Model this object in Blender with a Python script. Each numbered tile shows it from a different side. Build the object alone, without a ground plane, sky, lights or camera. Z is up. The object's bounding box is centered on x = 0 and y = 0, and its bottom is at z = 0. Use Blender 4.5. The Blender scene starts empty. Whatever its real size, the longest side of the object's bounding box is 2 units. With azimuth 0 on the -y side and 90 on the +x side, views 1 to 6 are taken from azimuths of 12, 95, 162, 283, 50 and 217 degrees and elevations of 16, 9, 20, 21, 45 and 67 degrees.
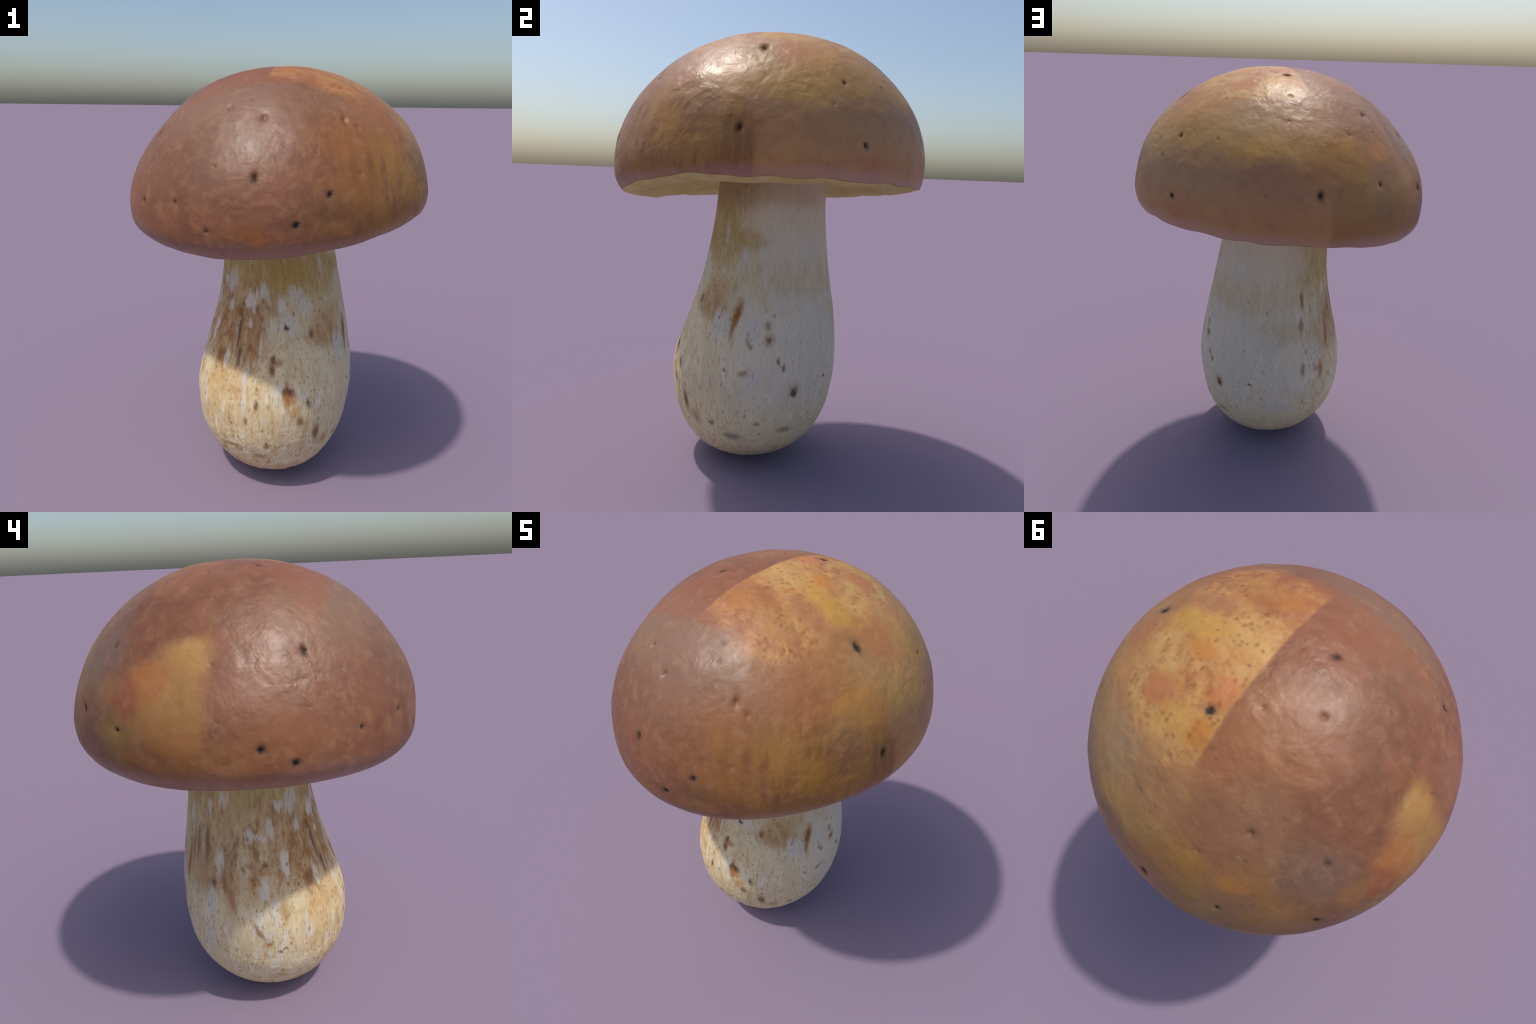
"""A penny-bun mushroom: a domed, tilted brown cap with insect pits, a yellow
pore cushion under it, and a pale, streaked, club-shaped stem."""
import bpy
import numpy as np
from mathutils import Matrix, Vector, noise as mnoise

TAU = 2 * np.pi
rng = np.random.default_rng(7)


# --------------------------------------------------------------- small maths
def spline(knots, values, x):
    """natural cubic spline through (knots, values), read at x"""
    k, v, x = np.asarray(knots, float), np.asarray(values, float), np.asarray(x, float)
    n, h = len(k), np.diff(k)
    A, b = np.eye(n), np.zeros(n)
    for i in range(1, n - 1):
        A[i, i - 1:i + 2] = h[i - 1], 2 * (h[i - 1] + h[i]), h[i]
        b[i] = 3 * ((v[i + 1] - v[i]) / h[i] - (v[i] - v[i - 1]) / h[i - 1])
    c = np.linalg.solve(A, b)
    i = np.clip(np.searchsorted(k, x) - 1, 0, n - 2)
    d = x - k[i]
    s = (v[i + 1] - v[i]) / h[i] - h[i] * (2 * c[i] + c[i + 1]) / 3
    return v[i] + s * d + c[i] * d * d + (c[i + 1] - c[i]) / (3 * h[i]) * d ** 3


def noise_at(points, scale, seed=0.0):
    off = Vector((seed * 3.1, seed * 1.7, seed * 5.3))
    return np.array([mnoise.noise(Vector(p) * scale + off) for p in points])


def make_object(name, verts, faces, material, parent):
    me = bpy.data.meshes.new(name)
    me.from_pydata([tuple(v) for v in verts], [], faces)
    me.polygons.foreach_set("use_smooth", [True] * len(me.polygons))
    if material:
        me.materials.append(material)
    me.update()
    ob = bpy.data.objects.new(name, me)
    bpy.context.scene.collection.objects.link(ob)
    ob.parent = parent
    return ob


def loft_faces(rings, around, first=0, flip=False):
    f = []
    for i in range(rings - 1):
        for j in range(around):
            a, b = first + i * around + j, first + i * around + (j + 1) % around
            q = (a, a + around, b + around, b)
            f.append(q[::-1] if flip else q)
    return f


# --------------------------------------------------------------- the cap's shape
CAP_CENTRE = np.array([0.03, 0.0, 1.33])
# mean distance of the skin from CAP_CENTRE, by angle from the vertical
CAP_ANGLE = np.radians([0, 18, 36, 52, 66, 77, 86, 94, 102, 112])
CAP_REACH = [.6677, .6778, .6915, .704, .7151, .7185, .7054, .6458, .4809, .3246]
# lobes: how far the outline leaves the round (cos and sin of 1 to 4 turns)
LOBE_ANGLE = np.radians([0, 30, 55, 75, 90, 108])
LOBES = [
    (1, np.cos, [.0061, -.0016, -.0021, -.0234, -.0543, -.2075]),
    (1, np.sin, [.0143, .0131, .0123, .0063, -.0033, -.033]),
    (2, np.cos, [-.0313, -.0141, -.0091, -.0081, -.0198, -.1055]),
    (2, np.sin, [-.0388, .0048, -.0021, -.0024, -.0039, .0097]),
    (3, np.cos, [.0136, -.0044, .0017, .001, -.0003, -.0586]),
    (3, np.sin, [-.0438, .0044, .001, .0056, .0037, .0322]),
    (4, np.cos, [.0263, .0054, .0017, .0016, -.0013, -.0155]),
    (4, np.sin, [.001, -.0027, -.002, .001, .0022, -.0196]),
]
# the angle from the vertical at which the skin ends: the rim dips on the -x side
RIM = [91.80, -5.28, -2.2506, -.6436, .0923, -.0644, .7927, .0108, .0032, .0932, .0035, .0986, .0906, .1172, .1111]


def rim_angle(phi):
    a = RIM[0] + 0 * phi
    for k in range(1, 8):
        a = a + RIM[2 * k - 1] * np.cos(k * phi) + RIM[2 * k] * np.sin(k * phi)
    return np.radians(a)


def cap_reach(theta, phi):
    r = spline(CAP_ANGLE, CAP_REACH, theta)
    s = np.sin(np.minimum(theta, np.pi / 2))
    for m, wave, values in LOBES:
        r = r + s ** m * spline(LOBE_ANGLE, values, theta) * wave(m * phi)
    return r


def cap_point(theta, phi):
    r = cap_reach(theta, phi)
    return CAP_CENTRE + np.stack([r * np.sin(theta) * np.cos(phi), r * np.sin(theta) * np.sin(phi), r * np.cos(theta)], -1)


def cap_frame(p):
    """nearest skin point to p with its sideways, downhill and outward directions"""
    q = np.asarray(p, float) - CAP_CENTRE
    th, ph = np.arccos(q[2] / np.linalg.norm(q)), np.arctan2(q[1], q[0])
    e = 1e-3
    side = cap_point(th, ph + e) - cap_point(th, ph - e)
    down = cap_point(th + e, ph) - cap_point(th - e, ph)
    side, down = side / np.linalg.norm(side), down / np.linalg.norm(down)
    out = np.cross(down, side)
    out /= np.linalg.norm(out)
    down = np.cross(side, out)
    return cap_point(th, ph), side, down, out


# insect pits and dents of the skin: place, radius, depth, how black (0..1)
PITS = [
    ((-.11, -.477, 1.816), .016, .012, .55), ((.034, -.53, 1.786), .016, .012, .45),
    ((-.47, -.315, 1.706), .012, .010, 1.), ((-.474, -.513, 1.446), .013, .010, .95),
    ((-.294, -.638, 1.462), .014, .010, .85), ((.028, -.68, 1.574), .014, .012, 1.),
    ((-.13, -.646, 1.607), .007, .005, .7), ((.33, -.437, 1.778), .017, .012, .5),
    ((.382, -.431, 1.748), .013, .006, .2), ((.30, -.633, 1.515), .016, .010, .95),
    ((.171, -.35, 1.901), .018, .002, .45), ((.407, -.534, 1.589), .008, .004, .35),
    ((-.15, -.70, 1.368), .013, .010, .75), ((-.289, -.631, 1.295), .008, .005, .6),
    ((-.084, -.684, 1.285), .007, .005, .6), ((.187, -.693, 1.407), .016, .012, 1.),
    ((.468, .004, 1.862), .018, .012, 1.), ((.685, -.053, 1.545), .014, .012, 1.),
    ((.523, .312, 1.727), .010, .008, .9), ((.597, .276, 1.643), .007, .005, .5),
    ((.58, .402, 1.50), .013, .009, 1.), ((.397, .46, 1.73), .007, .005, .5),
    ((.254, .65, 1.542), .006, .004, .7), ((.054, .25, 1.97), .020, .009, 1.),
    ((.088, .417, 1.894), .020, .007, .18), ((-.226, .444, 1.819), .016, .010, .6),
    ((-.247, .508, 1.756), .007, .004, .5), ((-.446, .367, 1.721), .014, .009, .8),
    ((-.227, .648, 1.567), .009, .007, .95), ((-.503, .489, 1.508), .014, .012, 1.),
    ((.047, .696, 1.544), .017, .010, 1.), ((-.219, .074, 1.959), .016, .008, .6),
    ((-.586, -.03, 1.679), .007, .005, .6), ((-.662, -.118, 1.529), .007, .004, .4),
    ((-.14, -.105, 1.974), .018, .005, .88), ((-.433, -.438, 1.639), .007, .004, .5),
    ((-.569, -.346, 1.538), .006, .004, .4), ((-.63, .309, 1.467), .011, .010, 1.),
    ((-.658, -.117, 1.289), .013, .008, .5), ((-.668, -.197, 1.418), .018, .013, 1.),
    ((-.63, -.306, 1.364), .018, .012, 1.), ((.203, -.402, 1.861), .010, .003, .35),
    ((.112, .186, 1.98), .014, .003, .45), ((.112, .105, 1.992), .010, .003, .4),
    ((.177, .144, 1.977), .008, .003, .45), ((.191, .274, 1.945), .013, .003, .45),
    ((-.068, .163, 1.984), .014, .005, .35), ((-.115, .564, 1.755), .010, .005, .35),
    ((.129, .525, 1.806), .007, .004, .35), ((-.343, .433, 1.759), .007, .004, .4),
    ((.55, .02, 1.36), .010, .004, .3), ((-.36, .62, 1.45), .007, .004, .3),
]

PIT_STRETCH = rng.uniform(.85, 1.6, len(PITS))

AROUND, DOWN = 720, 300


def build_cap(parent):
    phi = np.linspace(0, TAU, AROUND, endpoint=False)
    u = np.linspace(0, 1, DOWN + 1)[1:]
    edge = rim_angle(phi)
    # small irregular scallops of the rim
    scallop = np.radians(.8) * noise_at(np.stack([np.cos(phi), np.sin(phi), 0 * phi], -1), 6.5, 2)
    TH = u[:, None] * edge[None] + np.clip(u[:, None] - .8, 0, 1) * 5 * scallop[None]
    PH = phi[None] + 0 * TH
    P = cap_point(TH.ravel(), PH.ravel())
    top = cap_point(np.array([0.]), np.array([0.]))
    P = np.concatenate([top, P])
    out = P - CAP_CENTRE
    out /= np.linalg.norm(out, axis=1)[:, None]
    # soft lumps and fine, downhill wrinkles
    lump = .0022 * noise_at(P, 9, 1) + .0010 * noise_at(P, 22, 4) + .0002 * noise_at(P * [1, 1, .6], 60, 5)
    P = P + out * lump[:, None]
    # pits, each with a faint raised lip
    for (place, radius, depth, _), stretch in zip(PITS, PIT_STRETCH):
        c, side, down, _ = cap_frame(place)
        near = np.linalg.norm(P - c, axis=1) < radius * 4
        q = P[near] - c
        t = np.hypot(q @ side, q @ down / stretch) / radius
        P[near] += out[near] * (-.75 * depth * np.exp(-(t / .6) ** 2) - .25 * depth * np.exp(-(t / 1.5) ** 2))[:, None]
    faces = [(0, 1 + j, 1 + (j + 1) % AROUND) for j in range(AROUND)]
    faces += loft_faces(DOWN, AROUND, 1)
    rim = P[-AROUND:].copy()
    # the flesh that closes the cap from below, hidden above the pores
    flesh = pore_rings(rim, lift=.012)
    faces += loft_faces(len(flesh) + 1, AROUND, len(P) - AROUND)
    verts = np.concatenate([P, *flesh])
    last = len(verts) - AROUND
    faces.append(tuple(range(last, last + AROUND))[::-1])
    return make_object("cap", verts, faces, None, parent), rim


# the pore cushion: how far below the rim it hangs, by distance in from the rim
PORE_IN = [0, .012, .03, .055, .09, .14, .2, .28, .38, .5]
PORE_DROP = [0, .005, .012, .016, .013, -.004, -.030, -.054, -.068, -.072]
STEM_TOP = np.array([-.013, .018])


def pore_rings(rim, lift=0.0, inset=0.0, steps=46):
    centre = np.array([STEM_TOP[0], STEM_TOP[1]])
    run = rim[:, :2] - centre
    length = np.linalg.norm(run, axis=1)
    plane = np.c_[rim[:, :2], np.ones(len(rim))]
    fit = np.linalg.lstsq(plane, rim[:, 2], rcond=None)[0]
    rings = []
    for s in np.linspace(0, 1, steps + 1)[1:] ** 1.3:
        d = s * (length - .17)
        xy = centre + run * (1 - d / length)[:, None]
        flat = np.c_[xy, np.ones(len(xy))] @ fit
        keep = np.exp(-(d / .12) ** 2)
        base = flat + (rim[:, 2] - plane @ fit) * keep
        phi = np.arctan2(run[:, 1], run[:, 0])
        swell = np.where(spline(PORE_IN, PORE_DROP, np.minimum(d, .5)) > 0, .55 + .45 * np.cos(phi + .55), 1.)
        z = base - spline(PORE_IN, PORE_DROP, np.minimum(d, .5)) * swell + lift * np.minimum(1, d / .02)
        rings.append(np.c_[xy, z])
    return rings


def build_pores(parent, material, rim):
    inner = rim + (np.r_[STEM_TOP, 1.32] - rim) * .004
    under = pore_rings(inner)
    bump = [r + np.c_[0 * r[:, :2], .004 * noise_at(r, 16, 8) * min(1, i / 6)] for i, r in enumerate(under)]
    roof = pore_rings(inner, lift=.010)
    rings = roof[::-1] + [inner] + bump
    verts = np.concatenate(rings)
    faces = loft_faces(len(rings), AROUND)
    n = (len(rings) - 1) * AROUND
    faces += [(n + j, j, (j + 1) % AROUND, n + (j + 1) % AROUND) for j in range(AROUND)]
    return make_object("pore_layer", verts, faces, material, parent)


# --------------------------------------------------------------- the stem's shape
STEM_Z = [0, .03, .1, .2, .32, .46, .6, .75, .9, 1.05, 1.2, 1.35]
STEM_R = [.3218, .3559, .3737, .3701, .3827, .3945, .3776, .3435, .3093, .2835, .267, .259]
AXIS_Z = [0, .2, .45, .7, .95, 1.35]
AXIS_X = [.02, .0094, .0133, .0293, .0293, -.010]
AXIS_Y = [-.075, -.0534, -.0435, -.012, .0066, .016]
OVAL_Z = [0, .3, .7, 1.35]
OVALS = [(2, np.cos, [-.0073, -.013, .0006, .015]), (2, np.sin, [-.001, .0122, .0113, -.0038]),
         (3, np.cos, [-.0047, -.0007, -.0012, .0268]), (3, np.sin, [-.0004, .0073, -.0007, .0052])]


def stem_point(z, phi):
    dome = np.where(z > .32, 1, np.sqrt(np.clip(z * (.64 - z), 0, None)) / .32)
    r = dome * spline(STEM_Z, STEM_R, z)
    oval = 1 + sum(spline(OVAL_Z, v, z) * w(m * phi) for m, w, v in OVALS)
    return np.stack([spline(AXIS_Z, AXIS_X, z) + r * oval * np.cos(phi), spline(AXIS_Z, AXIS_Y, z) + r * oval * np.sin(phi), z], -1)


def build_stem(parent, material):
    phi = np.linspace(0, TAU, 480, endpoint=False)
    z = np.concatenate([.1 * np.linspace(0, 1, 50)[1:] ** 2, np.linspace(.1, 1.45, 340)[1:]])
    Z, PH = np.meshgrid(z, phi, indexing="ij")
    P = stem_point(Z.ravel(), PH.ravel())
    cx, cy = spline(AXIS_Z, AXIS_X, P[:, 2]), spline(AXIS_Z, AXIS_Y, P[:, 2])
    out = np.c_[P[:, 0] - cx, P[:, 1] - cy, np.minimum(0, P[:, 2] - .25)]
    out /= np.linalg.norm(out, axis=1)[:, None]
    fibre = noise_at(np.c_[np.cos(PH.ravel()), np.sin(PH.ravel()), .22 * P[:, 2]], 22, 3)
    low = np.clip(1 - P[:, 2] / .4, 0, 1)
    lump = .0016 * noise_at(P, 11, 6) + .0006 * fibre + .0034 * low * noise_at(P, 32, 9)
    P = P + out * lump[:, None] * np.clip(P[:, 2] / .03, 0, 1)[:, None]
    P = np.concatenate([[[AXIS_X[0], AXIS_Y[0], 0]], P])
    faces = [(0, 1 + (j + 1) % 480, 1 + j) for j in range(480)]
    faces += loft_faces(len(z), 480, 1, flip=True)
    last = len(P) - 480
    faces.append(tuple(range(last, last + 480)))
    return make_object("stem", P, faces, material, parent)


# --------------------------------------------------------------- materials
def srgb(h):
    c = [int(h[i:i + 2], 16) / 255 for i in (0, 2, 4)]
    return tuple(x / 12.92 if x <= .04045 else ((x + .055) / 1.055) ** 2.4 for x in c) + (1,)


class Paint:
    """a procedural material, built layer by layer"""

    def __init__(self, name):
        self.material = bpy.data.materials.new(name)
        self.material.use_nodes = True
        self.tree = self.material.node_tree
        self.bsdf = self.tree.nodes["Principled BSDF"]
        self.P = self.node("ShaderNodeTexCoord").outputs["Object"]

    def node(self, kind, **settings):
        n = self.tree.nodes.new(kind)
        for k, v in settings.items():
            setattr(n, k, v)
        return n

    def put(self, socket, value):
        if isinstance(value, bpy.types.NodeSocket):
            self.tree.links.new(value, socket)
        else:
            socket.default_value = value

    def math(self, op, a, b=0.0, clamp=False):
        n = self.node("ShaderNodeMath", operation=op, use_clamp=clamp)
        self.put(n.inputs[0], a)
        self.put(n.inputs[1], b)
        return n.outputs[0]

    def vec(self, op, a, b=(0, 0, 0)):
        n = self.node("ShaderNodeVectorMath", operation=op)
        self.put(n.inputs[0], a)
        if op == "SCALE":
            self.put(n.inputs["Scale"], b)
        else:
            self.put(n.inputs[1], b)
        return n.outputs["Value" if op in ("LENGTH", "DOT_PRODUCT", "DISTANCE") else "Vector"]

    def step(self, x, lo, hi, a=0.0, b=1.0):
        """smooth step of x from lo to hi (lo may be the greater)"""
        n = self.node("ShaderNodeMapRange", interpolation_type="SMOOTHSTEP")
        for k, v in zip(("Value", "From Min", "From Max", "To Min", "To Max"), (x, lo, hi, a, b)):
            self.put(n.inputs[k], v)
        return n.outputs[0]

    def noise(self, scale, detail=3.0, rough=.55, at=None, squash=None, shift=0.0, colour=False):
        v = at or self.P
        if squash or shift:
            v = self.vec("MULTIPLY_ADD", v, squash or (1, 1, 1))
            self.put(v.node.inputs[2], (shift, shift * .7, shift * 1.3))
        n = self.node("ShaderNodeTexNoise")
        self.put(n.inputs["Vector"], v)
        for k, x in (("Scale", scale), ("Detail", detail), ("Roughness", rough)):
            n.inputs[k].default_value = x
        return n.outputs["Color" if colour else "Fac"]

    def warped(self, amount, scale, detail=3.0, squash=None, at=None):
        n = self.noise(scale, detail, at=at, squash=squash, colour=True)
        s, j = self.node("ShaderNodeSeparateColor"), self.node("ShaderNodeCombineXYZ")
        self.put(s.inputs[0], n)
        for a, b in zip(s.outputs, j.inputs):
            self.put(b, a)
        d = self.vec("SUBTRACT", j.outputs[0], (.5, .5, .5))
        return self.vec("ADD", at or self.P, self.vec("SCALE", d, amount))

    def mix(self, a, b, fac, blend="MIX"):
        n = self.node("ShaderNodeMix", data_type="RGBA", blend_type=blend)
        self.put(n.inputs[0], fac)
        self.put(n.inputs[6], a)
        self.put(n.inputs[7], b)
        return n.outputs[2]

    def nearness(self, at, frame, size):
        """1 at the middle of an oval on the surface, falling evenly to 0 at its edge;
        frame = place, sideways, downhill, outward"""
        place, side, down, out = frame
        m = self.node("ShaderNodeMapping", vector_type="TEXTURE")
        self.put(m.inputs["Vector"], at)
        m.inputs["Location"].default_value = place
        m.inputs["Rotation"].default_value = Matrix((side, down, out)).transposed().to_euler()
        m.inputs["Scale"].default_value = size
        g = self.node("ShaderNodeTexGradient", gradient_type="SPHERICAL")
        self.put(g.inputs[0], m.outputs[0])
        return g.outputs["Fac"]

    def patch(self, at, frame, size, soft=.3):
        """soft-edged oval mask"""
        w, h, d = size[0], size[1], size[2] if len(size) > 2 else max(size[:2]) * 1.5
        near = self.nearness(at, frame, tuple(x * (1 + soft) for x in (w, h, d)))
        return self.step(near, 0, 2 * soft / (1 + soft))

    def all_of(self, *masks):
        m = masks[0]
        for x in masks[1:]:
            m = self.math("MULTIPLY", m, x)
        return m


def tilted(frame, degrees):
    """turn a frame's sideways and downhill axes about its outward axis"""
    place, side, down, out = frame
    c, s = np.cos(np.radians(degrees)), np.sin(np.radians(degrees))
    return place, side * c + down * s, down * c - side * s, out


# patches of the cap skin: place, half width, half height, turn, softness, colour, strength
CAP_PATCHES = [
    # smooth red-brown crown and its paler back
    ((-.14, .20, 1.96), .17, .17, 0, .6, "96633f", .9), ((-.10, -.17, 1.97), .14, .18, 0, .5, "875134", .8),
    ((-.22, .10, 1.95), .10, .12, 0, .8, "8a5a40", .6), ((-.20, .43, 1.83), .14, .10, 20, .6, "886246", .8),
    ((-.14, .50, 1.80), .12, .08, 0, .7, "8f6140", .6), ((-.43, .40, 1.70), .12, .13, 0, .6, "795a48", .95),
    ((-.42, .26, 1.81), .11, .11, 0, .7, "7c4d34", .6), ((-.03, .36, 1.93), .09, .06, 0, .7, "9c6440", .6), ((-.56, .35, 1.57), .06, .06, 0, .7, "93683c", .7), ((-.36, .62, 1.50), .13, .12, 0, .6, "926b36", .7),
    # grey, silvery front above the shoulder
    ((-.06, -.43, 1.865), .24, .075, 0, .7, "7f5c48", .95), ((-.28, -.40, 1.81), .20, .06, 15, .7, "7f6049", .8),
    ((-.26, -.61, 1.60), .10, .16, 0, .7, "684430", .7), ((-.10, -.62, 1.62), .16, .16, 0, .7, "6f4a33", .6),
    ((.24, -.36, 1.87), .13, .10, 0, .7, "7e5a40", .8), ((.38, -.40, 1.78), .11, .06, 0, .7, "87634a", .7),
    ((-.40, -.50, 1.60), .14, .14, 0, .7, "764930", .6), ((-.62, -.15, 1.60), .13, .10, 0, .7, "8a5d46", .7),
    ((-.62, -.25, 1.42), .16, .11, 0, .7, "8a5936", .8), ((-.69, -.08, 1.36), .10, .07, 0, .7, "96653a", .8),
    # reddish and orange marks of the front right
    ((.36, -.48, 1.725), .10, .035, 0, .7, "855330", .8), ((.40, -.465, 1.69), .12, .014, -8, .9, "906236", .5),
    ((.52, -.40, 1.63), .018, .075, -10, .9, "a07238", .6), ((.345, -.55, 1.66), .018, .045, 15, .9, "96622f", .6),
    ((.40, -.57, 1.51), .09, .08, 0, .7, "89592a", .7), ((.34, -.63, 1.39), .075, .028, 0, .6, "9a6c34", .8),
    ((.05, -.712, 1.338), .045, .03, 0, .7, "905a26", .75), ((.01, -.715, 1.37), .085, .028, 0, .8, "86552a", .6),
    ((.30, -.66, 1.45), .08, .05, 0, .7, "6e4a2a", .6), ((.24, -.67, 1.32), .16, .03, 0, .7, "86563a", .5),
    ((.54, -.225, 1.75), .07, .065, 0, .7, "8f5433", .9), ((.60, -.13, 1.725), .12, .035, -14, .7, "ae7e42", .95),
    ((.60, -.04, 1.745), .09, .06, -20, .8, "ae7a3f", .7), ((.62, -.20, 1.66), .07, .05, 0, .7, "8f6a40", .6),
    ((.62, -.30, 1.52), .13, .06, 0, .7, "a4722a", .7), ((.58, -.40, 1.40), .14, .05, 0, .7, "94662c", .7),
    ((.63, -.20, 1.58), .07, .06, 0, .8, "8f6038", .7), ((.44, -.26, 1.83), .14, .10, 0, .7, "9a653f", .8),
    ((.44, -.09, 1.875), .11, .10, 0, .7, "a87648", .8),
    ((-.55, -.43, 1.31), .22, .045, 0, .8, "94705c", .75), ((-.67, -.10, 1.30), .14, .03, 0, .8, "946a4c", .6),
    ((.46, .54, 1.47), .36, .10, 0, .8, "b0845a", .6), ((.18, .69, 1.45), .16, .10, 0, .8, "a87850", .5),
    # right-hand side, paleness from photo lighting kept in its colour: mauve girdle under a lobed ochre band
    ((.54, .41, 1.60), .20, .095, 0, .8, "a27c58", .4), ((.42, .51, 1.62), .17, .095, 0, .8, "a07a58", .4),
    ((.26, .60, 1.64), .15, .090, 0, .8, "9c7050", .65), ((.13, .665, 1.59), .13, .10, 0, .8, "a06e4e", .6),
    ((.63, .24, 1.60), .14, .080, 0, .8, "a47c58", .4), ((.66, .06, 1.63), .09, .05, 0, .6, "a47850", .8),
    ((.61, .16, 1.70), .14, .045, 0, .5, "b48c4c", .8), ((.50, .33, 1.745), .11, .05, 0, .5, "b2884a", .7),
    ((.40, .43, 1.755), .09, .05, 0, .5, "b48a4c", .7), ((.27, .54, 1.755), .12, .05, 0, .6, "cc9840", .9), ((.35, .43, 1.80), .07, .05, 0, .7, "c8963e", .85), ((.25, .48, 1.81), .09, .04, 0, .7, "b08a62", .6),
    ((.12, .60, 1.725), .10, .055, 0, .5, "b4884a", .8), ((-.05, .635, 1.68), .11, .055, -12, .6, "a8783a", .85),
    ((-.18, .67, 1.56), .12, .07, -20, .7, "a27a3c", .7), ((.52, .19, 1.80), .10, .09, 0, .7, "b88850", .6),
    ((.30, .45, 1.83), .15, .06, 0, .7, "a88460", .7), ((.07, .49, 1.84), .13, .09, 0, .7, "9c704a", .8),
    ((.05, .67, 1.64), .09, .04, 0, .6, "a47040", .7),
    ((.53, .02, 1.815), .10, .045, 0, .6, "ae8a5c", .5), ((.47, .10, 1.85), .07, .08, 0, .5, "ae7448", .8),
    ((.69, -.07, 1.385), .11, .022, 0, .8, "8a4a34", .6), ((.56, .44, 1.40), .06, .05, 0, .8, "b0663f", .5),
    # orange freckle and the darker brown below it, at the back
    ((-.255, .575, 1.675), .04, .042, 0, .6, "aa723a", .95), ((-.26, .605, 1.62), .08, .035, 0, .6, "8e6444", .8),
    ((-.24, .66, 1.50), .05, .10, 0, .6, "886446", .6),
]

# left-hand yellow patch, cut straight along its front edge
YELLOW_PATCH = [
    ((-.60, .075, 1.67), .11, .11, 0, .5, "9a7044", 1.), ((-.66, .09, 1.54), .14, .14, 0, .45, "997040", 1.),
    ((-.68, .09, 1.43), .14, .09, 0, .6, "9a6a3a", 1.), ((-.605, .20, 1.625), .08, .05, -20, .5, "9f673a", .95),
    ((-.62, .27, 1.545), .055, .075, 0, .5, "8c5230", 1.), ((-.63, .32, 1.43), .10, .07, 0, .8, "907038", .8),
    ((-.675, .15, 1.37), .16, .05, 0, .6, "88592e", .9), ((-.56, .04, 1.71), .07, .05, 0, .5, "a67c46", .9),
]


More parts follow.
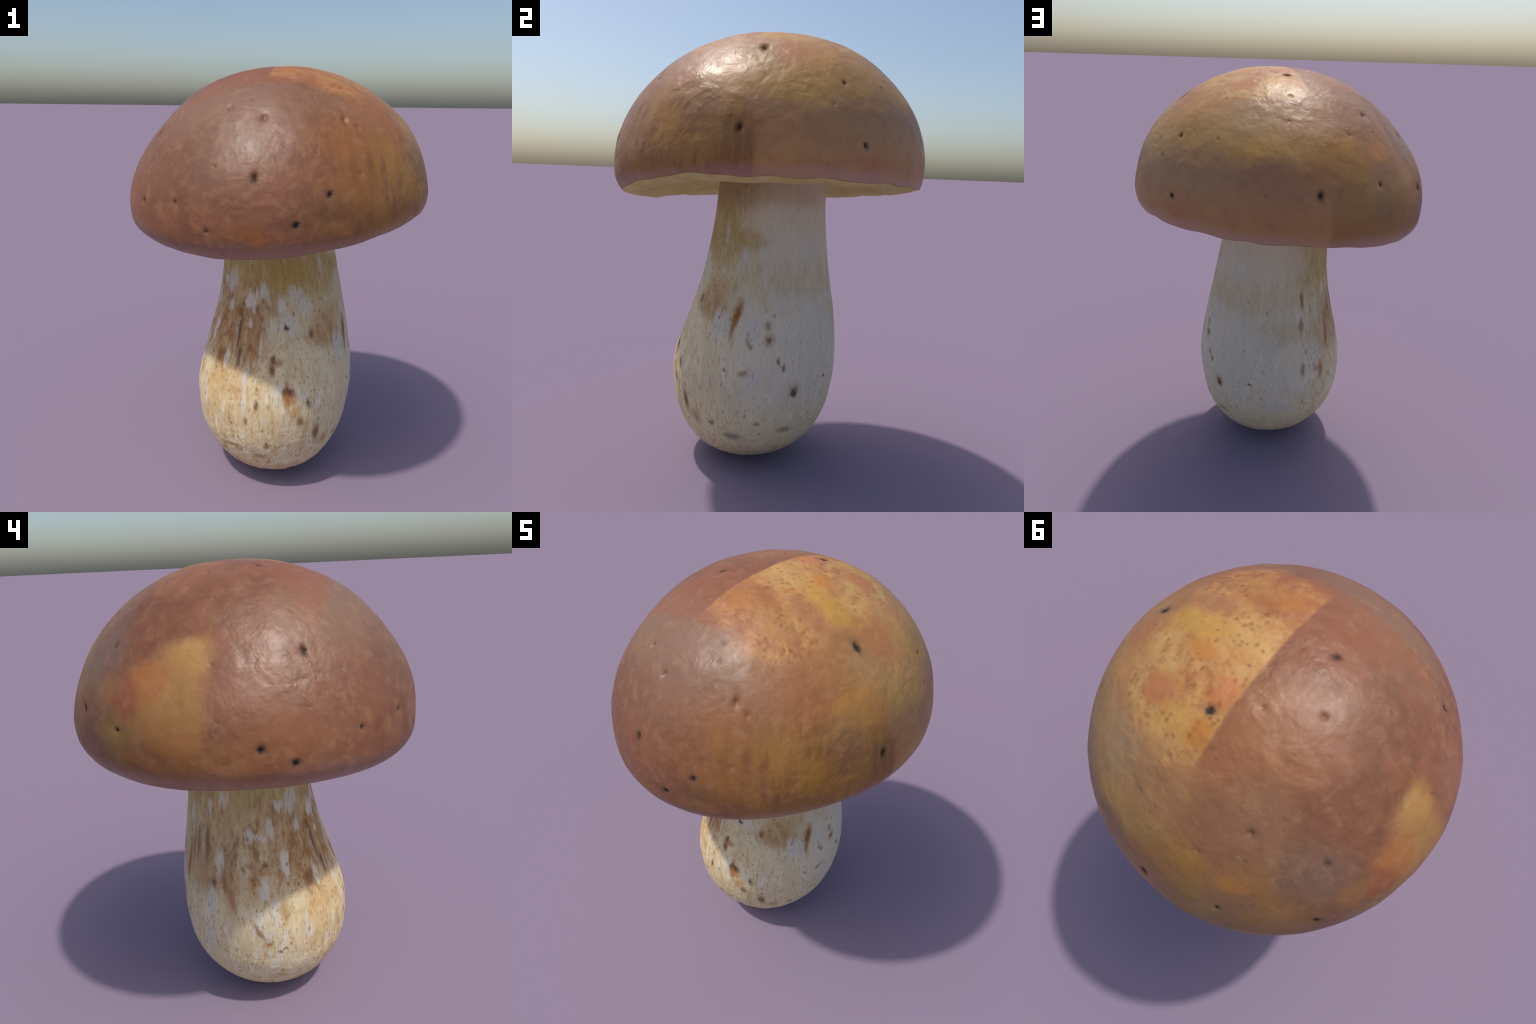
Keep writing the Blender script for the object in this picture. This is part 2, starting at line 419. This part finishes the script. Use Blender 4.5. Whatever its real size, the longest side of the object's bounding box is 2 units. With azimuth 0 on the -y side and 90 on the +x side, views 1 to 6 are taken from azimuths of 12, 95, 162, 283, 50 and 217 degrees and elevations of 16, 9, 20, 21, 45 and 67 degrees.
def cap_skin(rim):
    k = Paint("cap_skin")
    P = k.P
    wide, fine = k.warped(.10, 5.5, 4), k.warped(.030, 26, 4)
    wide = k.vec("ADD", wide, k.vec("SUBTRACT", fine, P))
    axyz = k.node("ShaderNodeSeparateXYZ")
    k.put(axyz.inputs[0], P)
    x, y, z = axyz.outputs
    wxyz = k.node("ShaderNodeSeparateXYZ")
    k.put(wxyz.inputs[0], wide)
    wx, wy, wz = wxyz.outputs
    turn = k.math("ARCTAN2", wy, wx)            # 0 at +x, growing towards +y
    deg = lambda d: float(np.radians(d))
    mottle = k.noise(11, 5, .6)
    grain = k.noise(24, 4, .6)
    # streaks that run down from the crown
    flat = k.vec("MULTIPLY", P, (1, 1, 0))
    ray = k.vec("NORMALIZE", flat)
    streak = k.noise(16, 4, .6, at=k.vec("ADD", ray, k.vec("MULTIPLY", wide, (0, 0, .35))))

    c = k.mix(srgb("714830"), srgb("83543a"), k.step(mottle, .3, .7))
    # front turning ochre to the right
    ochre = k.mix(srgb("8a5a2c"), srgb("9c6f36"), k.step(streak, .38, .62))
    c = k.mix(c, ochre, k.all_of(k.step(turn, deg(-85), deg(-28)), k.step(wy, .06, -.03), k.step(wz, 1.86, 1.70)))
    # back left, olive brown fading towards the left
    c = k.mix(c, srgb("9a6c3c"), k.all_of(k.step(turn, deg(150), deg(112)), k.step(wy, .0, .1), k.step(wz, 1.9, 1.66)))
    # seams of the pale right-hand quarter: crisp low down and at the crown, ragged between
    loose = k.math("MULTIPLY", k.step(z, 1.50, 1.62), k.step(z, 1.93, 1.86))
    loose = k.math("MAXIMUM", loose, k.math("MULTIPLY", k.step(y, .37, .45), k.step(z, 1.50, 1.62)))
    ease = k.math("DIVIDE", 1, k.math("ADD", 1, k.math("MULTIPLY", loose, 6)))
    sx = k.math("ADD", x, k.math("MULTIPLY", k.math("SUBTRACT", wx, x), k.math("MULTIPLY", loose, 1.8)))
    sy = k.math("ADD", y, k.math("MULTIPLY", k.math("SUBTRACT", wy, y), k.math("ADD", k.math("MULTIPLY", loose, 2.0), .25)))
    pale = k.mix(srgb("b07c49"), srgb("bd8a54"), k.step(mottle, .35, .65))  # lighter than the front: baked-in photo lighting copied into the colour
    c = k.mix(c, pale, k.all_of(k.step(k.math("MULTIPLY", sx, ease), -.012, .018), k.step(k.math("MULTIPLY", sy, ease), -.012, .018)))
    for place, w, h, a, soft, colour, much in CAP_PATCHES:
        m = k.patch(wide, tilted(cap_frame(place), a), (w, h, max(w, h)), soft)
        c = k.mix(c, srgb(colour), k.math("MULTIPLY", m, much))
    cut = k.step(k.math("ADD", y, k.math("MULTIPLY", k.math("SUBTRACT", wy, y), .5)), -.065, .035)
    for place, w, h, a, soft, colour, much in YELLOW_PATCH:
        m = k.patch(wide, tilted(cap_frame(place), a), (w, h, max(w, h)), soft)
        c = k.mix(c, srgb(colour), k.all_of(m, cut, much))

    # freckled yellow crown to the right of a straight seam
    crown = k.all_of(k.step(k.math("ADD", x, k.math("MULTIPLY", k.math("SUBTRACT", k.noise(30, 3), .5), .012)), -.002, .012),
                     k.step(wy, -.37, -.28), k.step(wy, .43, .36), k.step(wx, .44, .35), k.step(z, 1.84, 1.89))
    patchy = k.noise(7.5, 5, .62, shift=3.)
    y1 = k.mix(srgb("c0965c"), srgb("b8824e"), k.step(patchy, .38, .58))
    y2 = k.mix(srgb("985f3a"), srgb("b27c4a"), k.step(patchy, .40, .60))
    yellow = k.mix(y2, y1, k.step(k.math("ADD", wy, k.math("MULTIPLY", wx, .25)), -.14, .03))
    blot = k.noise(24, 5, .66, shift=7., at=k.warped(.03, 20))
    yellow = k.mix(yellow, srgb("985c38"), k.math("MULTIPLY", k.step(blot, .48, .66, 0, .8), k.step(k.noise(5, 2, shift=11.), .36, .58, .4, 1.)))
    yellow = k.mix(yellow, srgb("cc9e62"), k.step(blot, .46, .30, 0, .55))
    # the brightest, clear yellow streak and rusty blotches
    for place, w, h, colour, much in [((.12, .015, 1.99), .17, .035, "c0945a", .9), ((.27, .03, 1.96), .12, .045, "c09047", .8),
                                      ((.35, .03, 1.925), .06, .05, "b88a42", .8), ((.10, .32, 1.945), .12, .05, "bf8f4e", .85),
                                      ((.04, .32, 1.945), .04, .045, "b07438", .9), ((.24, .27, 1.935), .06, .05, "b4744a", .9),
                                      ((.20, .10, 1.975), .05, .035, "bc7c3c", .8), ((.05, .19, 1.985), .045, .06, "ba774a", .9),
                                      ((.10, -.16, 1.98), .16, .05, "9c6238", .7), ((.08, -.20, 1.97), .06, .05, "aa7038", .7),
                                      ((.24, -.20, 1.945), .10, .05, "ac7c46", .6), ((.30, -.07, 1.945), .10, .04, "a2704a", .7)]:
        f = cap_frame(place)
        f = (f[0], np.array([1., 0, 0]), np.array([0., 1, 0]), np.array([0., 0, 1]))
        yellow = k.mix(yellow, srgb(colour), k.math("MULTIPLY", k.patch(fine, f, (w, h, .2), .5), much))
    dots = k.node("ShaderNodeTexVoronoi")
    k.put(dots.inputs["Vector"], k.warped(.02, 40))
    dots.inputs["Scale"].default_value = 44
    dsep = k.node("ShaderNodeSeparateColor")
    k.put(dsep.inputs[0], dots.outputs["Color"])
    freckle = k.all_of(k.step(dots.outputs["Distance"], .55, .05), k.step(dsep.outputs[0], .40, .66), k.step(k.noise(6, 2, shift=9.), .36, .56))
    yellow = k.mix(yellow, srgb("82502e"), k.math("MULTIPLY", freckle, .7))
    c = k.mix(c, yellow, crown)
    # ragged edge where the red-brown crown meets the grey front, with stray islands
    jag = k.noise(52, 5, .66, squash=(1, .8, .5))
    line = k.math("ADD", y, k.math("MULTIPLY", k.math("SUBTRACT", jag, .5), .16))
    rust = k.all_of(k.step(line, -.366, -.360), k.step(line, -.20, -.33), k.step(wx, -.46, -.36), k.step(wx, .20, .05))
    c = k.mix(c, srgb("8a5438"), k.math("MULTIPLY", rust, .6))

    # value and hue breakup
    c = k.mix(c, k.mix(srgb("603c28"), srgb("b8906a"), k.step(grain, .38, .62)), k.step(k.noise(15, 4, .6, shift=5.), .40, .72, 0, .20))
    low = k.step(z, 1.80, 1.62)
    c = k.mix(c, srgb("6a4630"), k.math("MULTIPLY", low, k.step(streak, .50, .30, 0, .06)))
    c = k.mix(c, srgb("b07f3f"), k.math("MULTIPLY", low, k.step(streak, .56, .76, 0, .10)))
    # lilac-grey margin that hugs the rim
    # (the rim's height as it goes round: a mean, a tilt and a twofold wave)
    go = np.arctan2(rim[:, 1], rim[:, 0])
    waves = np.linalg.lstsq(np.c_[np.ones(len(go)), np.cos(go), np.sin(go), np.cos(2 * go), np.sin(2 * go)], rim[:, 2], rcond=None)[0]
    rxyz = k.node("ShaderNodeSeparateXYZ")
    k.put(rxyz.inputs[0], ray)
    co, si = rxyz.outputs[0], rxyz.outputs[1]
    rim_z = float(waves[0])
    for w, v in ((waves[1], co), (waves[2], si), (waves[3], k.math("SUBTRACT", k.math("MULTIPLY", co, co), k.math("MULTIPLY", si, si))),
                 (2 * waves[4], k.math("MULTIPLY", co, si))):
        rim_z = k.math("ADD", k.math("MULTIPLY", v, float(w)), rim_z)
    above = k.math("SUBTRACT", k.math("ADD", z, k.math("MULTIPLY", k.math("SUBTRACT", wz, z), .4)), rim_z)
    c = k.mix(c, srgb("b59686"), k.step(k.math("ADD", above, k.math("MULTIPLY", k.math("SUBTRACT", mottle, .5), .05)), k.step(x, -.2, .4, .085, .06), 0.0, 0, k.step(y, -.2, .4, .44, .62)))
    rich = k.node("ShaderNodeHueSaturation")
    rich.inputs["Saturation"].default_value = 1.03
    k.put(rich.inputs["Color"], c)
    c = rich.outputs[0]

    # insect pits: a soft grey-brown halo and a black heart
    halo = None
    near_pit = k.vec("ADD", P, k.vec("SCALE", k.vec("SUBTRACT", k.warped(.016, 70, 3), P), 1.))
    for (place, radius, depth, black), stretch in zip(PITS, PIT_STRETCH):
        r = 2.25 * radius
        d = k.math("MULTIPLY", k.nearness(near_pit, cap_frame(place), (r, r * stretch, r * 2)), black)
        halo = d if halo is None else k.math("MAXIMUM", halo, d)
    c = k.mix(c, srgb("4a3a30"), k.step(halo, .22, .72, 0, .36))
    c = k.mix(c, srgb("1c1815"), k.step(halo, .56, .88, 0, .97))
    k.put(k.bsdf.inputs["Base Color"], c)

    rough = k.step(k.noise(13, 3, shift=2.), .3, .7, .43, .53)
    k.put(k.bsdf.inputs["Roughness"], k.math("ADD", rough, k.step(halo, .3, .7, 0, .4)))
    k.bsdf.inputs["Specular IOR Level"].default_value = .5
    swirl = k.warped(.10, 6)
    wrinkle = k.math("ADD", k.noise(15, 2, .5, at=swirl), k.math("MULTIPLY", k.noise(34, 2, .5, at=swirl), k.step(k.noise(7, 2, shift=1.), .4, .65, .15, .6)))
    pimple = k.noise(85, 3, .5)
    height = k.math("ADD", k.math("MULTIPLY", wrinkle, 1.), k.math("MULTIPLY", pimple, .06))
    b = k.node("ShaderNodeBump")
    k.put(b.inputs["Strength"], k.math("MULTIPLY", k.step(k.noise(3.5, 2, shift=13.), .35, .65, .20, .38), k.math("SUBTRACT", 1, k.all_of(k.step(y, -.1, .3), k.step(z, 1.75, 1.55), .8))))
    b.inputs["Distance"].default_value = .016
    k.put(b.inputs["Height"], height)
    k.put(k.bsdf.inputs["Normal"], b.outputs[0])
    return k.material


# --- the stem's marks: height, angle (degrees, 0 at +x, 90 at +y), half width, half height, lean
FLECKS = [
    (1.03, -133, .020, .035, 0), (.92, -129, .016, .035, 0), (.945, -106, .022, .030, 0), (1.0, -95, .020, .040, 0),
    (.985, -102, .012, .028, 0), (.96, -110, .014, .024, 0),
    (.77, -146, .018, .055, -8), (.84, -107, .013, .016, 0), (.84, -88, .014, .04, 0), (.69, -123, .009, .045, 2),
    (.61, -104.5, .010, .06, 0), (.50, -102.5, .012, .055, 0), (.49, -140, .011, .05, 0), (.56, -79, .022, .05, 0),
    (.72, -29, .020, .06, 0), (1.12, -37, .014, .03, 0), (1.02, -15, .014, .04, 0), (.97, -67, .035, .035, 0),
    (.94, -60, .03, .03, 0), (.86, -72, .045, .045, 0), (.93, -80, .02, .03, 0), (.935, 133, .014, .045, 0),
    (1.0, 156, .016, .03, 0), (1.04, 170, .016, .035, 0), (1.02, -143, .030, .020, 0), (1.045, -128, .014, .04, 0),
    (.91, -154, .018, .035, 0), (.885, -162, .035, .012, 8), (.89, -170, .018, .03, 0), (.555, -103, .007, .06, 2),
    (.57, -159, .018, .05, 0), (.52, -172, .030, .05, 0), (.47, -166, .035, .03, 30), (.58, 156, .022, .06, 0),
    (.78, 165, .02, .06, 0), (.81, 20, .020, .045, 0), (.80, 40, .018, .05, 0), (.73, -22, .028, .05, 0),
    (.74, 0, .035, .045, 0), (.52, 42, .02, .06, 0), (.51, 4, .03, .05, 0), (1.05, 1, .018, .03, 0),
    (1.08, 41, .045, .05, 0), (.84, 121, .012, .035, 0), (.83, 106, .016, .05, 0), (.94, 135, .010, .04, 0),
    (.78, 52, .018, .04, 0), (.71, 64, .022, .06, 0), (.68, 74, .035, .07, 0), (.52, 83, .024, .06, 0),
    (.66, 42, .05, .08, 0), (.60, 55, .05, .08, 0), (.42, 150, .03, .06, 0), (.66, -165, .02, .05, 0),
    (.80, -118, .006, .05, 5), (.73, -96, .008, .06, 0), (.62, 112, .03, .06, 0), (.33, 80, .06, .03, 0),
]
SPOTS = [  # height, angle, half width, half height, lean, colour, strength
    (.70, -85, .012, .020, 0, "6e3c18", .9), (.655, -85, .012, .022, 0, "74421c", .85), (.69, -81, .018, .012, 0, "96602e", .7),
    (.56, -72, .026, .018, 0, "5a3014", .95), (.53, -71, .030, .022, 0, "b07440", .8), (.475, -66, .022, .022, 0, "b98a54", .7),
    (.50, -93, .010, .018, 0, "6e4420", .9), (.42, -62, .016, .022, 0, "8a5a2c", .85), (.41, -99, .010, .016, 0, "8a5a30", .8),
    (.50, -57, .008, .020, 10, "4c4440", .85), (.33, -48, .014, .026, 0, "7c5c38", .8), (.26, -111, .035, .010, 15, "a46c3c", .75),
    (.285, -84, .014, .012, 0, "8a5a30", .85), (.22, -90, .030, .014, 0, "b07a48", .7), (.845, -77, .006, .014, 0, "3c2e20", .9),
    (.84, -75, .007, .008, 0, "3c2e20", .85), (.80, -116, .010, .075, 4, "5e3c20", .8), (.70, -112, .010, .05, 0, "5c3a1c", .8),
    (.68, -130, .018, .028, 0, "84542e", .75), (.92, -102, .010, .018, 0, "6c4620", .7), (.81, -55, .010, .018, 0, "6e4624", .7),
    (.44, 33, .013, .018, -10, "241a14", 1.), (.45, 33, .022, .028, 0, "8a6440", .5), (.21, -7, .035, .020, 0, "8c8478", .85),
    (.59, 20, .008, .014, 0, "74583a", .8), (.555, 24, .007, .014, 0, "6a5434", .8), (.67, -3, .009, .018, 0, "8c7c60", .6),
    (.645, 0, .009, .012, 0, "7a6838", .7), (.68, 12, .018, .024, 0, "a2825a", .7), (.74, 10, .012, .018, 0, "927044", .7),
    (.68, 12, .008, .008, 0, "6e5030", .8), (.535, -15, .006, .008, 0, "6e5c34", .8), (.53, -2, .020, .012, 30, "9a7444", .75),
    (.265, -23, .012, .012, 0, "6e5530", .75), (.29, 10, .012, .010, 0, "8a724a", .7), (.25, 31, .030, .016, 0, "96744a", .7),
    (.33, -47, .014, .05, 8, "946844", .8), (.27, -38, .026, .03, 0, "b07e54", .7), (.79, -14, .016, .05, -14, "96622c", .85),
    (.77, -14, .010, .026, -14, "7c4a1c", .9), (.725, -15, .010, .04, -10, "9a7234", .85), (.55, -73, .010, .06, 0, "905c30", .6),
    (.915, 104, .008, .036, 0, "80592c", .85), (.79, 102, .010, .034, 0, "8e6a44", .75), (.55, 100, .011, .035, 0, "96683c", .75),
    (.52, 117, .014, .045, 0, "a06c3c", .8), (.535, 113, .022, .014, 0, "a87a4c", .7), (.48, 59, .007, .007, 0, "5e4a34", .9),
    (.81, 137, .010, .07, 0, "8e6038", .7), (.69, 129, .012, .06, 0, "8e5e34", .7), (.765, -161, .012, .012, 0, "7c4a28", .85),
    (.77, -172, .018, .014, 0, "9a6c44", .7), (.48, -172, .010, .045, 30, "8c5c34", .8), (.42, -166, .012, .009, 0, "a8662c", .9),
    (.375, -159, .010, .008, 0, "6e5024", .85), (.385, -156, .007, .007, 0, "6e4e2c", .8), (.57, -154, .018, .026, 0, "b08a4a", .7),
    (.62, 172, .010, .05, 18, "8e603c", .75), (.68, 168, .010, .04, 8, "8a5a36", .75), (.67, 159, .010, .02, 0, "5c4430", .8),
    (.84, 153, .012, .08, 0, "7c5234", .75), (.83, 143, .012, .07, 0, "84583a", .7), (.75, 131, .012, .08, 0, "96683c", .6),
    (.03, -85, .05, .03, 0, "a06e54", .5), (.60, 172, .025, .06, 12, "b0825a", .6),
]


def stem_frame(z, angle):
    a, e = np.radians(angle), 1e-3
    p = stem_point(np.array([z]), np.array([a]))[0]
    side = stem_point(np.array([z]), np.array([a + e]))[0] - stem_point(np.array([z]), np.array([a - e]))[0]
    up = stem_point(np.array([z + e]), np.array([a]))[0] - stem_point(np.array([z - e]), np.array([a]))[0]
    side, up = side / np.linalg.norm(side), up / np.linalg.norm(up)
    out = np.cross(side, up)
    out /= np.linalg.norm(out)
    return p, side, np.cross(out, side), out


def stem_flesh():
    k = Paint("stem_flesh")
    P = k.P
    fibre_at = k.vec("MULTIPLY", P, (1, 1, .16))
    fibre = k.noise(42, 5, .62, at=fibre_at)
    fine_fibre = k.noise(110, 3, .6, at=fibre_at)
    broad = k.noise(9, 4, .6, at=k.vec("MULTIPLY", P, (1, 1, .35)))
    wide = k.warped(.11, 8, 4, squash=(1, 1, .5))
    frayed = k.warped(.034, 26, 5, squash=(1, 1, .35))
    frayed_long = k.vec("ADD", frayed, k.vec("MULTIPLY", k.vec("SUBTRACT", wide, P), (.35, .35, .8)))
    fray2 = k.vec("SUBTRACT", k.warped(.024, 75, 4, squash=(1, 1, .6)), P)
    ragged = k.vec("ADD", fray2, k.vec("ADD", P, k.vec("SCALE", k.vec("SUBTRACT", frayed, P), .4)))
    comb = k.node("ShaderNodeCombineXYZ")       # teeth along the fibres
    k.put(comb.inputs[2], k.math("SUBTRACT", fibre, .5))
    frayed_long = k.vec("ADD", k.vec("ADD", frayed_long, k.vec("SCALE", fray2, .5)), k.vec("SCALE", comb.outputs[0], .12))
    ragged = k.vec("ADD", ragged, k.vec("SCALE", comb.outputs[0], .035))
    xyz = k.node("ShaderNodeSeparateXYZ")
    k.put(xyz.inputs[0], wide)
    x, y, z = xyz.outputs
    turn = k.math("ARCTAN2", k.math("ADD", y, .02), k.math("SUBTRACT", x, .015))
    deg = lambda d: float(np.radians(d))

    c = k.mix(srgb("d4c096"), srgb("dfcfa8"), k.step(broad, .35, .65))
    c = k.mix(c, srgb("e2cfa2"), k.step(z, .5, .2, 0, .9))
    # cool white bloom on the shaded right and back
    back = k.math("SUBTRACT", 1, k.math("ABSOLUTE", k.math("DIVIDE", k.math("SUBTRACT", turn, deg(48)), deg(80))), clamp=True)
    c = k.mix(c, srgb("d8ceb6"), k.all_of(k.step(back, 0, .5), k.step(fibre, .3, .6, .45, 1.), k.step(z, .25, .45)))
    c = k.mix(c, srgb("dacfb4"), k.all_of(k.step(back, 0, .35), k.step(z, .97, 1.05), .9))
    # olive-tan neck and girdle
    olive = k.mix(srgb("b49d60"), srgb("c6b27c"), k.step(fibre, .35, .65))
    c = k.mix(c, olive, k.all_of(k.step(z, .93, 1.03), k.step(back, .62, .0)))
    c = k.mix(c, srgb("bea664"), k.all_of(k.step(z, .77, .91), k.step(z, 1.14, .91), k.step(fibre, .85, .20), .55))
    # russet stain round the front and left
    left = k.all_of(k.math("MAXIMUM", k.step(turn, deg(-62), deg(-95)), k.step(turn, deg(112), deg(165), 0, .8)), k.step(z, 1.08, .98), k.step(z, .56, .70))
    stain = k.mix(srgb("a07850"), srgb("c6a67a"), k.step(fibre, .36, .62))
    c = k.mix(c, stain, k.math("MULTIPLY", left, k.step(k.noise(8, 4, .6, at=k.vec("MULTIPLY", P, (1, 1, .45)), shift=4.), .36, .56, .22, .95)))
    c = k.mix(c, srgb("74492a"), k.all_of(left, k.step(fibre, .56, .72), k.step(broad, .38, .58), .80))
    for h, a, w, t, colour, much in [(.85, -38, .09, .07, "b98c58", .8), (.80, -50, .05, .05, "b48a5a", .6), (.78, -33, .08, .05, "ae8550", .75),
                                     (.78, -110, .12, .12, "a87846", .6), (.80, -128, .09, .12, "b2844e", .6), (.60, -122, .10, .06, "c8a06a", .6),
                                     (.55, -128, .07, .06, "cca46c", .7), (.72, 155, .12, .12, "b48c5c", .6), (.72, 126, .10, .12, "b89464", .6),
                                     (.68, -170, .10, .07, "c49e6c", .55), (1.09, -90, .10, .07, "b0924c", .8), (1.06, -70, .08, .08, "b4974c", .8),
                                     (1.1, -12, .06, .04, "b49440", .8), (1.3, -30, .16, .07, "a8946c", .8), (1.3, 20, .16, .06, "bca88a", .6),
                                     (.76, 85, .14, .06, "c0ac74", .6), (.12, -120, .14, .05, "cc9e6c", .6), (.10, -60, .14, .05, "c49a70", .55),
                                     (.95, -165, .08, .08, "d2b684", .6), (.97, 160, .09, .07, "cdb47c", .75), (.86, -163, .07, .05, "d2ba8a", .6), (.10, 20, .2, .05, "c89c7c", .5), (.45, -135, .09, .1, "d8b680", .6), (.48, -112, .15, .13, "c8a874", .65), (.36, -85, .12, .08, "d4ba86", .5)]:
        c = k.mix(c, srgb(colour), k.all_of(k.patch(wide, stem_frame(h, a), (w, t, .12), .6), k.step(fibre, .30, .62, .5, 1.), much))
    # tan, lengthwise mottling of the skin
    smear = k.noise(26, 4, .6, at=k.vec("MULTIPLY", P, (1, 1, .30)), shift=2.)
    c = k.mix(c, srgb("b58f5e"), k.math("MULTIPLY", k.step(smear, .53, .74, 0, .60), k.step(back, .5, .1, .45, 1.)))
    c = k.mix(c, srgb("e2d6ba"), k.step(smear, .45, .28, 0, .40))
    # rusty, broken mottling of the stain, and ochre blotches on the sunny side of the bulb
    rusty = k.noise(21, 5, .66, at=k.vec("MULTIPLY", P, (1, 1, .42)), shift=3.)
    c = k.mix(c, srgb("8e5a30"), k.all_of(left, k.step(rusty, .50, .66, 0, .75)))
    c = k.mix(c, srgb("cdbb98"), k.all_of(left, k.step(rusty, .44, .30, 0, .6)))
    sunny = k.all_of(k.step(turn, deg(-50), deg(-75)), k.step(z, .72, .55))
    c = k.mix(c, srgb("bd8c50"), k.all_of(sunny, k.step(rusty, .51, .70, 0, .75)))
    c = k.mix(c, srgb("e4dccb"), k.all_of(k.step(z, .66, .48), k.step(rusty, .48, .32, 0, .75)))
    # white flecks where the russet skin is torn
    m = None
    for h, a, w, t, lean in FLECKS:
        p = k.patch(frayed_long, tilted(stem_frame(h, a), lean), (w, t * 1.1, .06), 1.)
        m = p if m is None else k.math("MAXIMUM", m, p)
    white = k.mix(srgb("d6cdb8"), srgb("cdc5b3"), k.step(broad, .4, .6))
    torn = k.math("ADD", k.math("MULTIPLY", k.math("SUBTRACT", fibre, .5), .7), k.math("MULTIPLY", k.math("SUBTRACT", smear, .5), 1.3))
    m = k.step(k.math("ADD", m, k.math("MULTIPLY", torn, k.step(m, .02, .3))), .14, .85)
    c = k.mix(c, white, k.math("MULTIPLY", m, .88))
    # fine lengthwise fibres
    c = k.mix(c, srgb("86683f"), k.math("MULTIPLY", k.step(fine_fibre, .53, .72, 0, .50), k.step(back, .5, .1, .3, 1.)))
    c = k.mix(c, srgb("e0d2b0"), k.step(fine_fibre, .44, .26, 0, .30))
    # worm holes, bruises and soil specks
    for h, a, w, t, lean, colour, much in SPOTS:
        c = k.mix(c, srgb(colour), k.math("MULTIPLY", k.patch(ragged, tilted(stem_frame(h, a), lean), (w * 1.1, t * 1.1, .05), .75), much))
    for scale, size, keep, where, colour, much in [(36, .20, .62, k.step(k.noise(4.5, 2, shift=6.), .40, .56), "7a5228", .7),
                                                  (66, .24, .42, k.step(k.noise(6, 2, shift=8.), .42, .58), "86602f", .6)]:
        v = k.node("ShaderNodeTexVoronoi")
        k.put(v.inputs["Vector"], k.vec("MULTIPLY", k.warped(.012, 60), (1, 1, .50)))
        v.inputs["Scale"].default_value = scale
        s = k.node("ShaderNodeSeparateColor")
        k.put(s.inputs[0], v.outputs["Color"])
        speck = k.all_of(k.step(v.outputs["Distance"], size * 1.5, size * .5), k.step(s.outputs[0], keep, keep + .08), where, k.step(z, 1.05, .85), k.step(back, .5, .1, .6, 1.))
        c = k.mix(c, srgb(colour), k.math("MULTIPLY", speck, much))
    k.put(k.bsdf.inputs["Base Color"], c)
    k.bsdf.inputs["Roughness"].default_value = .72
    k.bsdf.inputs["Specular IOR Level"].default_value = .35
    crumb = k.math("MULTIPLY", k.noise(27, 4, .55), k.step(z, .55, .22, 0, 1.3))
    b = k.node("ShaderNodeBump")
    b.inputs["Strength"].default_value = .5
    b.inputs["Distance"].default_value = .012
    k.put(b.inputs["Height"], k.math("ADD", k.math("ADD", k.math("MULTIPLY", fibre, .5), k.math("MULTIPLY", fine_fibre, .15)), crumb))
    k.put(k.bsdf.inputs["Normal"], b.outputs[0])
    return k.material


def pore_flesh():
    k = Paint("pores")
    tube = k.node("ShaderNodeTexVoronoi")
    k.put(tube.inputs["Vector"], k.P)
    tube.inputs["Scale"].default_value = 130
    c = k.mix(srgb("cfbe70"), srgb("d9ca88"), k.step(k.noise(9, 4, .6), .35, .65))
    c = k.mix(c, srgb("b6a25c"), k.step(k.noise(12, 3), .55, .8, 0, .4))
    c = k.mix(c, srgb("a08c50"), k.step(tube.outputs["Distance"], .40, .1, 0, .3))
    k.put(k.bsdf.inputs["Base Color"], c)
    k.bsdf.inputs["Roughness"].default_value = .8
    b = k.node("ShaderNodeBump")
    b.inputs["Strength"].default_value = .4
    b.inputs["Distance"].default_value = .006
    k.put(b.inputs["Height"], tube.outputs["Distance"])
    k.put(k.bsdf.inputs["Normal"], b.outputs[0])
    return k.material


# --------------------------------------------------------------- put it together
root = bpy.data.objects.new("mushroom", None)
root.empty_display_size = .2
bpy.context.scene.collection.objects.link(root)
root["label"] = "brown-capped bolete mushroom with pale streaked club-shaped stem"
root["category"] = "mushroom"
cap, rim = build_cap(root)
cap.data.materials.append(cap_skin(rim))
build_pores(root, pore_flesh(), rim)
build_stem(root, stem_flesh())
